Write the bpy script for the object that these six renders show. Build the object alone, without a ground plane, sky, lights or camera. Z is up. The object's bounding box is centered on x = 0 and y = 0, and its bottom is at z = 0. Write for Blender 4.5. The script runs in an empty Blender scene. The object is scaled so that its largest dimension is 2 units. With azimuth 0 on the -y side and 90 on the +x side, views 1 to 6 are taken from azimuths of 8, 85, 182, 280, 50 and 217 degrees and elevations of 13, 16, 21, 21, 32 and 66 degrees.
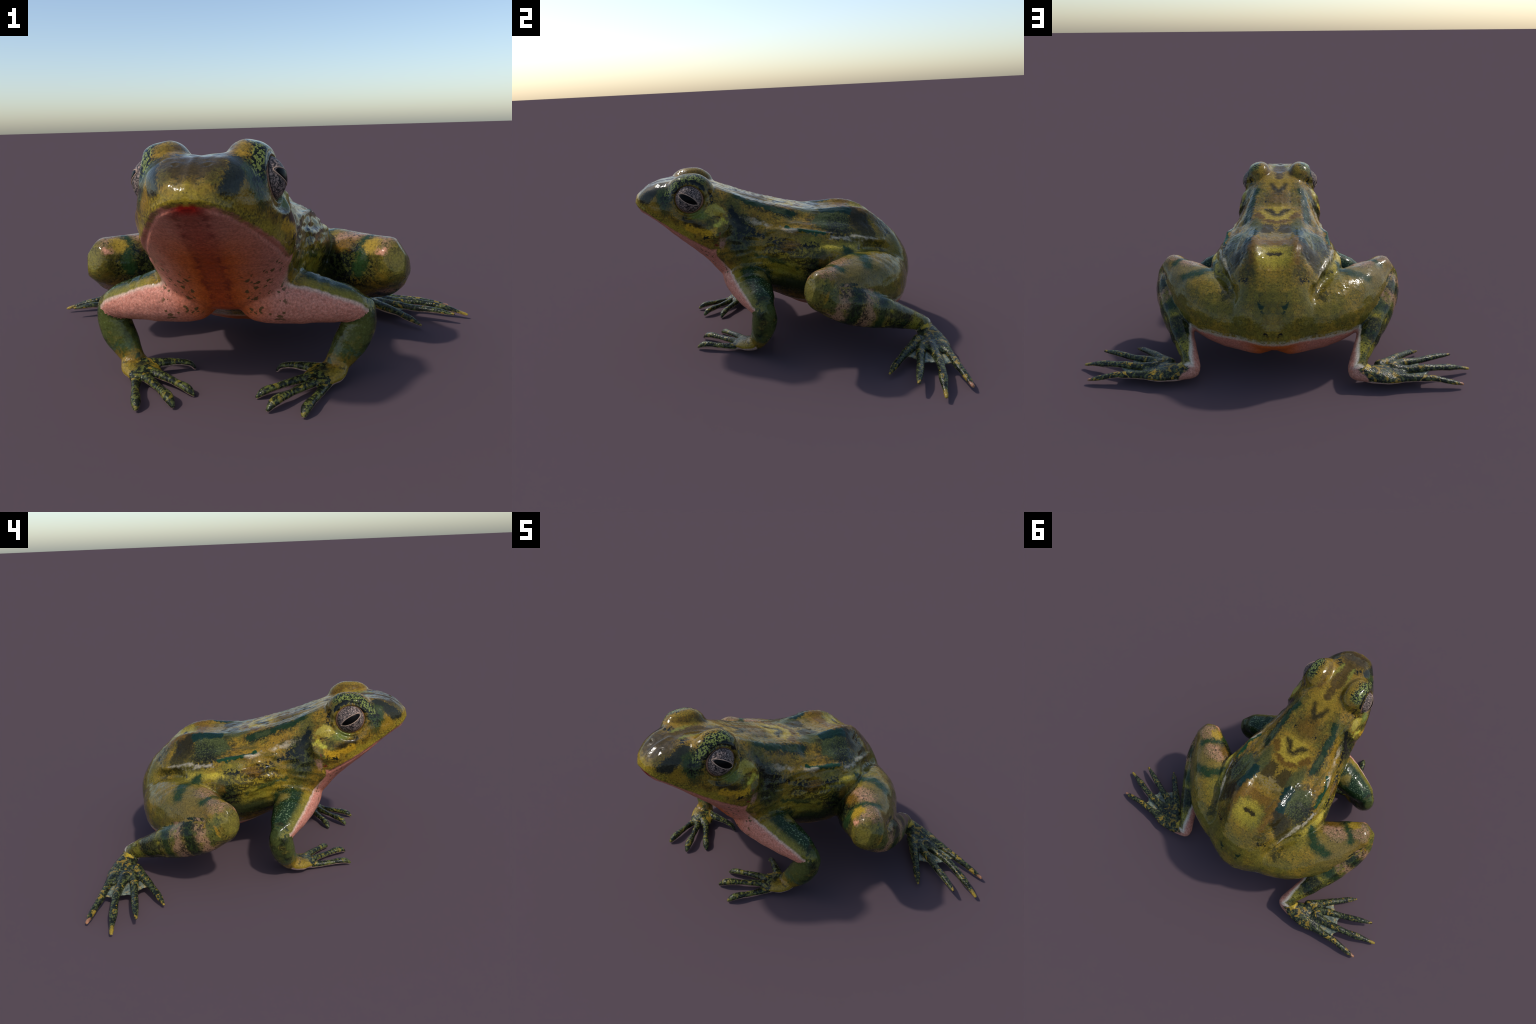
import bpy, bmesh, math, random
import numpy as np
from mathutils import Vector, Matrix, kdtree, noise

random.seed(7)
np.random.seed(7)
VOXEL = 0.0046

# ------------------------------------------------------------------ helpers
def cubic(xs, ys, x):
    """Catmull-Rom style interpolation (finite-difference tangents) of rows ys at xs."""
    xs = np.asarray(xs, float); ys = np.asarray(ys, float)
    m = np.zeros_like(ys)
    d = (ys[1:] - ys[:-1]) / (xs[1:] - xs[:-1])[:, None]
    m[1:-1] = (d[1:] + d[:-1]) / 2
    m[0], m[-1] = d[0], d[-1]
    i = np.clip(np.searchsorted(xs, x) - 1, 0, len(xs) - 2)
    h = (xs[i + 1] - xs[i])[:, None]
    t = ((x - xs[i])[:, None]) / h
    return ((2*t**3 - 3*t**2 + 1) * ys[i] + (t**3 - 2*t**2 + t) * h * m[i]
            + (-2*t**3 + 3*t**2) * ys[i + 1] + (t**3 - t**2) * h * m[i + 1])

def closed_curve(pts, n):
    """n points of a closed Catmull-Rom curve through pts (chordal parametrisation)."""
    p = np.asarray(pts, float); k = len(p)
    q = np.vstack([p[-2:], p, p[:3]])
    s = np.concatenate([[0], np.cumsum(np.sqrt(np.linalg.norm(np.diff(q, axis=0), axis=1)) + 1e-4)])
    x = np.linspace(s[2], s[2 + k], n, endpoint=False)
    return cubic(s, q, x)

def bridge(rings, close_start=True, close_end=True):
    """verts, faces of a tube through the rings (all of equal count)."""
    n = len(rings[0]); V = [tuple(v) for r in rings for v in r]; F = []
    for a in range(len(rings) - 1):
        for j in range(n):
            k = (j + 1) % n
            F.append((a*n + j, a*n + k, (a+1)*n + k, (a+1)*n + j))
    for flag, a, flip in ((close_start, 0, True), (close_end, len(rings) - 1, False)):
        if flag:
            c = np.mean(rings[a], axis=0); V.append(tuple(c)); ci = len(V) - 1
            for j in range(n):
                k = (j + 1) % n
                F.append((ci, a*n + k, a*n + j) if flip else (ci, a*n + j, a*n + k))
    return V, F

def limb(stations, up=(0, 0, 1), n=28, per=9, power=2.0):
    """Tube along stations (x, y, z, half width, half height) with rounded ends."""
    S = np.asarray(stations, float)
    d = np.concatenate([[0], np.cumsum(np.linalg.norm(np.diff(S[:, :3], axis=0), axis=1))])
    t = np.linspace(0, d[-1], per * (len(S) - 1) + 1)
    P = cubic(d, S, t)
    P[:, 3:] = np.maximum(P[:, 3:], 0.004)
    T = np.gradient(P[:, :3], axis=0); T /= np.linalg.norm(T, axis=1)[:, None]
    rings = []
    a = np.linspace(0, 2*np.pi, n, endpoint=False)
    ca = np.sign(np.cos(a)) * np.abs(np.cos(a)) ** (2/power)
    sa = np.sign(np.sin(a)) * np.abs(np.sin(a)) ** (2/power)
    upv = np.asarray(up, float)
    def ring(c, tang, w, h):
        side = np.cross(tang, upv); side /= np.linalg.norm(side)
        u = np.cross(side, tang)
        return c + np.outer(ca, side) * w + np.outer(sa, u) * h
    for e, sgn in ((0, -1),):
        for ph in (80, 60, 40, 20):
            r = math.cos(math.radians(ph)); o = math.sin(math.radians(ph))
            rings.append(ring(P[0, :3] + sgn * T[0] * o * min(P[0, 3], P[0, 4]), T[0], P[0, 3]*r, P[0, 4]*r))
    for p, tg in zip(P, T):
        rings.append(ring(p[:3], tg, p[3], p[4]))
    for ph in (20, 40, 60, 80):
        r = math.cos(math.radians(ph)); o = math.sin(math.radians(ph))
        rings.append(ring(P[-1, :3] + T[-1] * o * min(P[-1, 3], P[-1, 4]), T[-1], P[-1, 3]*r, P[-1, 4]*r))
    return bridge(rings)

def ellipsoid(c, r, rot=None, nu=36, nv=20):
    R = np.eye(3) if rot is None else np.array(rot)
    rings = []
    for i in range(1, nv):
        ph = math.pi * i / nv
        a = np.linspace(0, 2*np.pi, nu, endpoint=False)
        q = np.stack([np.cos(a)*math.sin(ph)*r[0], np.sin(a)*math.sin(ph)*r[1], np.full(nu, -math.cos(ph)*r[2])], 1)
        rings.append(q @ R.T + np.asarray(c))
    return bridge(rings)

def mirrored(vf):
    V, F = vf
    return [(-x, y, z) for x, y, z in V], [tuple(reversed(f)) for f in F]

# ------------------------------------------------------------------ frog proportions
# y, top z, back slope (x, z), side ridge (x, z), widest (x, z), lower flank or lip (x, z), bottom z
BODY = [
 (-.727, .757, .014, .757, .026, .752, .034, .742, .026, .727, .723),
 (-.713, .778, .034, .776, .058, .765, .066, .738, .058, .704, .699),
 (-.678, .808, .060, .803, .096, .778, .108, .738, .098, .688, .674),
 (-.620, .832, .082, .828, .130, .790, .148, .718, .132, .657, .628),
 (-.540, .846, .096, .842, .168, .792, .196, .692, .178, .602, .558),
 (-.450, .834, .104, .842, .190, .780, .236, .660, .210, .550, .480),
 (-.370, .822, .114, .818, .200, .735, .252, .622, .226, .508, .400),
 (-.310, .806, .126, .792, .206, .715, .246, .600, .232, .455, .325),
 (-.240, .777, .140, .760, .214, .656, .246, .535, .234, .385, .292),
 (-.120, .733, .156, .714, .236, .602, .266, .505, .246, .335, .252),
 ( .000, .696, .146, .683, .254, .588, .310, .480, .260, .302, .187),
 ( .120, .664, .126, .661, .273, .580, .342, .460, .289, .272, .134),
 ( .240, .642, .128, .654, .287, .555, .355, .450, .300, .250, .107),
 ( .345, .635, .126, .660, .274, .532, .340, .425, .273, .230, .102),
 ( .450, .611, .116, .634, .230, .509, .232, .410, .235, .225, .108),
 ( .550, .558, .092, .563, .182, .474, .203, .372, .205, .225, .138),
 ( .640, .480, .078, .466, .148, .420, .195, .333, .180, .230, .172),
 ( .692, .393, .059, .380, .098, .350, .118, .303, .103, .245, .210),
 ( .718, .304, .025, .299, .038, .290, .048, .274, .042, .255, .244),
]
ARM = [(.13, -.200, .340, .112, .103), (.24, -.184, .326, .107, .096), (.36, -.158, .302, .089, .077),
       (.438, -.141, .283, .068, .061), (.468, -.130, .266, .053, .053)]
FOREARM = [(.470, -.129, .268, .051, .052), (.465, -.129, .225, .062, .060), (.444, -.139, .165, .064, .058),
           (.409, -.152, .110, .056, .045), (.383, -.167, .070, .047, .036)]
HAND = [(.386, -.164, .068, .047, .036), (.370, -.184, .050, .058, .032), (.338, -.215, .043, .064, .028),
        (.305, -.245, .038, .062, .020)]
FINGERS = [
 [(.345, -.185, .052, .022, .022), (.278, -.160, .050, .022, .019), (.225, -.135, .044, .016, .014), (.178, -.116, .030, .014, .012), (.160, -.113, .010, .008, .009)],
 [(.310, -.230, .044, .022, .020), (.252, -.248, .038, .019, .016), (.185, -.292, .034, .015, .013), (.130, -.326, .024, .016, .013), (.112, -.336, .010, .008, .008)],
 [(.330, -.240, .040, .022, .020), (.293, -.277, .037, .019, .017), (.232, -.345, .035, .015, .013), (.178, -.410, .032, .019, .015), (.160, -.433, .014, .009, .008)],
 [(.360, -.235, .036, .024, .020), (.338, -.282, .029, .019, .017), (.312, -.360, .028, .014, .013), (.284, -.440, .027, .017, .014), (.277, -.462, .014, .009, .008)],
]
THIGH = [(.08, .540, .270, .142, .162), (.25, .451, .288, .172, .166), (.393, .331, .314, .161, .163),
         (.502, .218, .350, .126, .129), (.583, .134, .378, .089, .099)]
SHANK = [(.597, .134, .360, .079, .077), (.586, .212, .318, .089, .092), (.547, .350, .252, .077, .086),
         (.486, .495, .188, .062, .066), (.433, .610, .128, .046, .048), (.408, .672, .088, .043, .043)]
FOOT = [(.408, .673, .074, .045, .040), (.485, .677, .064, .056, .038), (.560, .664, .056, .078, .032), (.630, .633, .053, .090, .022)]
TOES = [
 [(.530, .600, .070, .026, .024), (.596, .546, .063, .024, .021), (.660, .484, .055, .020, .016), (.715, .430, .042, .017, .013), (.760, .389, .024, .008, .007)],
 [(.580, .605, .066, .028, .024), (.653, .570, .064, .022, .020), (.745, .536, .058, .018, .016), (.840, .497, .060, .017, .014), (.915, .466, .053, .008, .007)],
 [(.600, .635, .066, .028, .024), (.685, .629, .062, .023, .021), (.789, .612, .062, .019, .017), (.900, .582, .046, .018, .015), (.993, .555, .024, .008, .007)],
 [(.580, .690, .062, .030, .024), (.673, .696, .056, .022, .020), (.794, .690, .050, .018, .015), (.870, .696, .036, .016, .012), (.930, .696, .024, .009, .008)],
]
EYE_C, EYE_R = (.158, -.446, .757), .076

def body_rings():
    B = np.array(BODY); ys = B[:, 0]
    yy = np.unique(np.concatenate([np.linspace(ys[0], ys[-1], 150), ys]))
    rows = cubic(ys, B[:, 1:], yy)
    rings = []
    for y, (zt, ax, az, rx, rz, wx, wz, lx, lz, zb) in zip(yy, rows):
        half = [(0, zt), (ax*.5, zt*.62 + az*.38), (ax, az), (rx, rz), (wx, wz), (wx*.42+lx*.58+.006, wz*.42+lz*.58),
                (lx, lz), (lx*.55, zb*.8+lz*.2), (0, zb)]
        pts = half + [(-x, z) for x, z in half[-2:0:-1]]
        c = closed_curve(pts, 72)
        rings.append(np.stack([c[:, 0], np.full(72, y), c[:, 1]], 1))
    return rings

def source_parts():
    """(label, verts, faces) of every closed piece that the smooth body is fused from."""
    P = [('body', *bridge(body_rings()))]
    def both(label, vf):
        P.append((label + '_l', *vf)); P.append((label + '_r', *mirrored(vf)))
    both('lid', ellipsoid((.126, -.441, .797), (.081, .115, .086)))
    both('arm', limb(ARM)); both('forearm', limb(FOREARM, up=(0, 1, .3)))
    both('hand', limb(HAND))
    for i, f in enumerate(FINGERS): both(f'finger{i}', limb(f, n=18))
    both('thigh', limb(THIGH)); both('shank', limb(SHANK))
    both('foot', limb(FOOT))
    for i, f in enumerate(TOES): both(f'toe{i}', limb(f, n=18))
    return P

def fused_body():
    V, F, L, names = [], [], [], []
    for label, v, f in source_parts():
        o = len(V); V += v; F += [tuple(i + o for i in q) for q in f]
        names.append(label); L += [len(names) - 1] * len(v)
    me = bpy.data.meshes.new('fuse'); me.from_pydata(V, [], F)
    bm = bmesh.new(); bm.from_mesh(me); bmesh.ops.recalc_face_normals(bm, faces=bm.faces); bm.to_mesh(me); bm.free()
    ob = bpy.data.objects.new('fuse', me); bpy.context.collection.objects.link(ob)
    m = ob.modifiers.new('r', 'REMESH'); m.mode = 'VOXEL'; m.voxel_size = VOXEL; m.adaptivity = 0
    dg = bpy.context.evaluated_depsgraph_get()
    out = bpy.data.meshes.new_from_object(ob.evaluated_get(dg))
    bpy.data.objects.remove(ob)
    n = len(out.vertices); co = np.empty(n*3); out.vertices.foreach_get('co', co); co = co.reshape(-1, 3)
    src = np.array(V); return out, co, src, np.array(L), names

def mesh_edges(me):
    e = np.empty(len(me.edges)*2, int); me.edges.foreach_get('vertices', e); return e.reshape(-1, 2)

def laplace(co, E, w, iters, lam=.5):
    n = len(co); deg = np.bincount(E.ravel(), minlength=n)[:, None].astype(float)
    w = np.asarray(w)[:, None] * lam
    for _ in range(iters):
        s = np.stack([np.bincount(E[:, 0], co[E[:, 1], k], n) + np.bincount(E[:, 1], co[E[:, 0], k], n) for k in range(3)], 1)
        co = co + w * (s / np.maximum(deg, 1) - co)
    return co

def taubin(co, E, iters):
    one = np.ones(len(co))
    for _ in range(iters):
        co = laplace(co, E, one, 1, .5); co = laplace(co, E, one, 1, -.52)
    return co

def ball(co, c, r0, r1):
    d = np.linalg.norm(np.stack([np.abs(co[:, 0]), co[:, 1], co[:, 2]], 1) - np.asarray(c), axis=1)
    t = np.clip((r1 - d) / (r1 - r0), 0, 1); return t*t*(3 - 2*t)

def smooth01(t):
    t = np.clip(t, 0, 1); return t*t*(3 - 2*t)

def along(co, line):
    """distance of |x|-folded points to a polyline"""
    p = np.stack([np.abs(co[:, 0]), co[:, 1], co[:, 2]], 1)
    best = np.full(len(p), 9.0)
    L = np.asarray(line, float)
    for a, b in zip(L[:-1], L[1:]):
        d = b - a; t = np.clip(((p - a) @ d) / (d @ d), 0, 1)
        best = np.minimum(best, np.linalg.norm(p - a - t[:, None]*d, axis=1))
    return best

LIP = [(0, -.735, .722), (.030, -.726, .720), (.062, -.712, .708), (.100, -.680, .690), (.136, -.615, .652), (.180, -.538, .602), (.210, -.450, .553), (.226, -.365, .508), (.229, -.325, .500), (.228, -.300, .525)]
UPPER_RIDGE = [(.150, -.30, .735), (.205, -.21, .62), (.232, -.10, .592), (.252, .0, .588), (.278, .12, .582), (.293, .24, .560), (.280, .345, .534), (.232, .45, .508), (.196, .52, .480)]
FLANK_FOLD = [(.25, -.10, .53), (.29, .0, .52), (.325, .12, .51), (.335, .24, .50)]
ARMPIT = [[(.235, -.20, .45), (.285, -.08, .46), (.315, .03, .42)], [(.24, -.18, .43), (.28, -.09, .42), (.31, .0, .375)], [(.24, -.24, .47), (.27, -.16, .48), (.295, -.06, .49)]]
EAR = [(.205, -.335, .705), (.222, -.290, .690), (.233, -.268, .655), (.236, -.280, .610), (.232, -.325, .580), (.232, -.385, .575)]

EYE_N = np.array([.975, -.13, .14]); EYE_N /= np.linalg.norm(EYE_N)

def vertex_normals(me, co):
    me.vertices.foreach_set('co', co.ravel()); me.update()
    n = np.empty(len(co)*3); me.vertex_normals.foreach_get('vector', n); return n.reshape(-1, 3)

def lumps(co, scale, seed):
    """cheap smooth value noise, folded on |x|"""
    rng = np.random.RandomState(seed); out = np.zeros(len(co))
    p = np.stack([np.abs(co[:, 0]), co[:, 1], co[:, 2]], 1)
    for k in range(10):
        d = rng.normal(size=3); d /= np.linalg.norm(d)
        out += np.sin(p @ d * scale * (0.7 + .6*rng.rand()) + rng.rand()*6.28)
    return out / 4.5

def sculpt(me, co):
    N = vertex_normals(me, co)
    g = lambda d, r: np.exp(-(d/r)**2)
    disp = np.zeros(len(co))
    head = smooth01((-.20 - co[:, 1]) / .08)
    disp += -.007 * g(along(co, LIP), .007) * head
    disp += .003 * g(along(co, [(x*1.02, y, z + .014) for x, y, z in LIP[:8]]), .012) * head
    disp += .0090 * g(along(co, UPPER_RIDGE), .013) * np.clip(1 + .8*lumps(co, 60, 21), .1, 2)
    disp -= .012 * g(along(co, [(.28, .27, .25), (.27, .36, .25)]), .055)
    disp -= .013 * g(along(co, [(.19, .06, .640), (.205, .24, .612), (.195, .345, .595), (.168, .44, .565)]), .040)
    disp -= .014 * g(along(co, [(.250, .40, .455), (.225, .48, .435), (.20, .55, .42)]), .035)
    disp += .005 * g(along(co, FLANK_FOLD), .014) - .005 * g(along(co, [(x, y, z + .028) for x, y, z in FLANK_FOLD]), .012)
    for a in ARMPIT: disp += .006 * g(along(co, a), .011)
    disp += .013 * g(along(co, EAR), .016)
    disp -= .008 * g(along(co, [(.225, -.235, .70), (.232, -.225, .62), (.232, -.250, .54)]), .022)
    disp -= .012 * g(along(co, [(.042, -.653, .822), (.046, -.648, .824)]), .006)
    disp += .004 * g(along(co, [(.042, -.653, .822), (.046, -.648, .824)]), .015)
    disp += .003 * g(along(co, [(0, -.74, .75), (0, -.66, .82), (0, -.58, .845)]), .010)
    disp -= .006 * g(along(co, [(0, -.56, .85), (0, -.42, .83)]), .02)
    disp += .003 * g(along(co, [(0, .69, .40), (0, .72, .30)]), .012)
    body = smooth01((co[:, 2] - .15) / .1)
    disp += body * (.0022 * lumps(co, 55, 3) + .0010 * lumps(co, 120, 5))
    back = body * smooth01((co[:, 1] + .35) / .15) * smooth01((co[:, 2] - .28) / .1)
    back = back * smooth01((.40 - np.abs(co[:, 0])) / .06) * smooth01((.62 - co[:, 1]) / .12)
    disp += back * .0024 * np.clip(lumps(co, 230, 17) - .2, 0, 1.5)          # low warts
    flank = back * smooth01((np.abs(co[:, 0]) - .20) / .06) * smooth01((.60 - co[:, 2]) / .05) * smooth01((.40 - co[:, 1]) / .1)
    disp += flank * .0034 * lumps(co * np.array([1, .35, 1.2]), 150, 31)      # lengthwise wrinkles
    disp += (1 - body) * (.0010 * lumps(co, 120, 9) + .0012 * lumps(co, 70, 11))
    thigh = smooth01((co[:, 1] - .10) / .1) * smooth01((co[:, 2] - .22) / .08) * smooth01((np.abs(co[:, 0]) - .10) / .1)
    disp += thigh * .0030 * lumps(co, 38, 41)
    co = co + N * disp[:, None]
    # bony planes of knee and elbow
    for centre, reach, planes, cut in (((.605, .110, .385), .115, ((.40, -.88, .25), (.82, -.10, .56), (.70, -.25, -.67), (.93, -.36, .05)), .012),
                                       ((.480, -.120, .270), .075, ((.70, .62, .35), (.80, -.45, .40), (.75, .50, -.45)), .007)):
        near = ball(co, centre, reach*.75, reach*1.25)
        for n in planes:
            n = np.array(n); n /= np.linalg.norm(n)
            h = np.stack([np.abs(co[:, 0]), co[:, 1], co[:, 2]], 1) @ n
            over = np.clip(h - (h[near > .5].max() - cut), 0, None) * near * .75
            co = co - over[:, None] * n * np.stack([np.sign(co[:, 0]), np.ones(len(co)), np.ones(len(co))], 1)
    # eye socket: skin inside the eyeball disc drops behind the eye, its edge is raised to a rim
    c = np.array(EYE_C)
    for s in (1, -1):
        q = co * np.array([s, 1, 1]) - c
        h = q @ EYE_N; rho = np.linalg.norm(q - h[:, None]*EYE_N, axis=1)
        near = (h > -.02) & (rho < .13)
        seat = .028
        inside = smooth01((.072 - rho) / .010)
        rim = np.exp(-((rho - .083)/.012)**2)
        target = np.minimum(h, seat - .012)
        nh = h + near * (inside * (target - h) + (1 - inside) * rim * np.clip(seat + .013 - h, -.03, .024))
        co = co + ((nh - h)[:, None] * EYE_N) * np.array([s, 1, 1])
    return co

# ------------------------------------------------------------------ materials
OCHRE, OCHRE_DK, OLIVE = (.255, .146, .015), (.120, .062, .007), (.110, .092, .015)
YELLOW, GREEN_YEL = (.450, .335, .034), (.200, .200, .030)
DARK_GREEN, TEAL, GREY_GREEN = (.013, .030, .010), (.007, .024, .017), (.052, .062, .018)
BLACK, BROWN, ORANGE_BROWN = (.006, .008, .006), (.036, .026, .006), (.150, .078, .010)
PINK, PALE, RED, TAN = (.600, .255, .180), (.560, .480, .360), (.270, .020, .005), (.340, .185, .100)

class Skin:
    """small builder for one procedural skin: layers of colour laid over each other by masks"""
    def __init__(self, name):
        self.mat = bpy.data.materials.new(name); self.mat.use_nodes = True
        self.nt = self.mat.node_tree; self.nt.nodes.clear()
        tc = self.node('ShaderNodeTexCoord')
        sep = self.node('ShaderNodeSeparateXYZ'); self.link(tc.outputs['Object'], sep.inputs[0])
        self.x = self.math('ABSOLUTE', sep.outputs[0]); self.y, self.z = sep.outputs[1], sep.outputs[2]
        cb = self.node('ShaderNodeCombineXYZ')
        for i, s in enumerate((self.x, self.y, self.z)): self.link(s, cb.inputs[i])
        self.P = cb.outputs[0]
        a = self.vec('SCALE', self.vec('SUBTRACT', self.noise(13, 2, color=True), (.5, .5, .5)), scale=.062)
        b = self.vec('SCALE', self.vec('SUBTRACT', self.noise(55, 3, color=True), (.5, .5, .5)), scale=.032)
        self.W = self.vec('ADD', self.vec('ADD', self.P, a), b)
        self.W0 = self.W
        self.net = self.ramp(self.noise(125, 3, rough=.6), .455, .525)     # finer reticulation
        self.fine = self.noise(150, 3)                      # grain inside patch edges
        self.worms = self.ramp(self.noise(66, 4, distort=.5, rough=.62), .45, .51)   # reticulated black
        self.grain = self.noise(130, 5, rough=.7)
        self.color = None
    def node(self, t): return self.nt.nodes.new(t)
    def link(self, a, b): self.nt.links.new(a, b)
    def put(self, v, sock):
        if hasattr(v, 'links'): self.link(v, sock)
        elif isinstance(v, (tuple, list)):
            sock.default_value = (*v, 1) if len(sock.default_value) == 4 else v
        else: sock.default_value = v
    def math(self, op, a, b=None, clamp=False):
        n = self.node('ShaderNodeMath'); n.operation = op; n.use_clamp = clamp
        self.put(a, n.inputs[0])
        if b is not None: self.put(b, n.inputs[1])
        return n.outputs[0]
    def vec(self, op, a, b=None, scale=None):
        n = self.node('ShaderNodeVectorMath'); n.operation = op
        self.put(a, n.inputs[0])
        if b is not None: self.put(b, n.inputs[1])
        if scale is not None: self.put(scale, n.inputs['Scale'])
        return n.outputs['Value'] if op in ('LENGTH', 'DOT_PRODUCT') else n.outputs[0]
    def noise(self, scale, detail=2, color=False, distort=0, vec=None, rough=.55):
        n = self.node('ShaderNodeTexNoise'); self.put(vec or self.P, n.inputs['Vector'])
        n.inputs['Scale'].default_value = scale; n.inputs['Detail'].default_value = detail
        n.inputs['Distortion'].default_value = distort; n.inputs['Roughness'].default_value = rough
        return n.outputs['Color' if color else 0]
    def voronoi(self, scale, feature='F1', vec=None, rand=1):
        n = self.node('ShaderNodeTexVoronoi'); n.feature = feature; self.put(vec or self.P, n.inputs['Vector'])
        n.inputs['Scale'].default_value = scale; n.inputs['Randomness'].default_value = rand
        return n.outputs['Distance']
    def ramp(self, v, lo, hi, a=0, b=1, smooth=True):
        n = self.node('ShaderNodeMapRange'); n.interpolation_type = 'SMOOTHSTEP' if smooth else 'LINEAR'
        self.put(v, n.inputs[0])
        for i, k in enumerate((lo, hi, a, b)): n.inputs[i + 1].default_value = k
        return n.outputs[0]
    def mix(self, fac, a, b):
        n = self.node('ShaderNodeMix'); n.data_type = 'RGBA'
        self.put(fac, n.inputs['Factor']); self.put(a, n.inputs[6]); self.put(b, n.inputs[7])
        return n.outputs[2]
    def lay(self, color, mask, strength=1.0):
        if strength != 1: mask = self.math('MULTIPLY', mask, strength)
        self.color = self.mix(mask, self.color, color)
        # masks of the next layer wait for this one: keeps few values alive at a time
        n = self.node('ShaderNodeVectorMath'); n.operation = 'MULTIPLY_ADD'
        self.link(self.color, n.inputs[0]); n.inputs[1].default_value = (1e-7,)*3; self.link(self.W0, n.inputs[2])
        self.W = n.outputs[0]
    def edge(self, d, soft, rag):
        if rag: d = self.math('ADD', d, self.math('MULTIPLY', self.math('SUBTRACT', self.fine, .5), rag))
        return self.ramp(d, 1 - soft, 1 + soft, 1, 0)
    def ball(self, c, r, soft=.25, rag=.7):
        r = (r,)*3 if not isinstance(r, tuple) else r
        q = self.vec('MULTIPLY', self.vec('SUBTRACT', self.W, c), tuple(1/k for k in r))
        return self.edge(self.vec('LENGTH', q), soft, rag)
    def streak(self, pts, r, soft=.3, rag=.7):
        best = None
        for a, b in zip(pts[:-1], pts[1:]):
            ab = [j - i for i, j in zip(a, b)]; L2 = sum(k*k for k in ab)
            w = self.vec('SUBTRACT', self.W, a)
            t = self.math('MULTIPLY', self.vec('DOT_PRODUCT', w, tuple(ab)), 1/L2, clamp=True)
            d = self.vec('LENGTH', self.vec('SUBTRACT', w, self.vec('SCALE', tuple(ab), scale=t)))
            best = d if best is None else self.math('MINIMUM', best, d)
        return self.edge(self.math('MULTIPLY', best, 1/r), soft, rag)
    def finish(self, rough=.12, bump=.16, pink=None, bump_scale=60, spec=.22, matte=.34):
        c = self.vec('SCALE', self.color, scale=self.ramp(self.grain, .28, .72, .52, 1.38, smooth=False))
        p = self.node('ShaderNodeBsdfPrincipled'); self.link(c, p.inputs['Base Color'])
        r = self.ramp(self.noise(17, 4, rough=.6), .50, .68, rough - .05, rough + matte)
        if pink is not None: r = self.math('ADD', r, self.math('MULTIPLY', pink, .35))
        self.link(r, p.inputs['Roughness'])
        p.inputs['Specular IOR Level'].default_value = spec
        h = self.math('ADD', self.math('MULTIPLY', self.noise(bump_scale, 4, rough=.6), 1.0), self.math('MULTIPLY', self.voronoi(bump_scale*1.7), .45))
        b = self.node('ShaderNodeBump'); b.inputs['Strength'].default_value = bump; b.inputs['Distance'].default_value = .006
        self.link(h, b.inputs['Height']); self.link(b.outputs[0], p.inputs['Normal'])
        o = self.node('ShaderNodeOutputMaterial'); self.link(p.outputs[0], o.inputs[0])
        return self.mat

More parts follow.
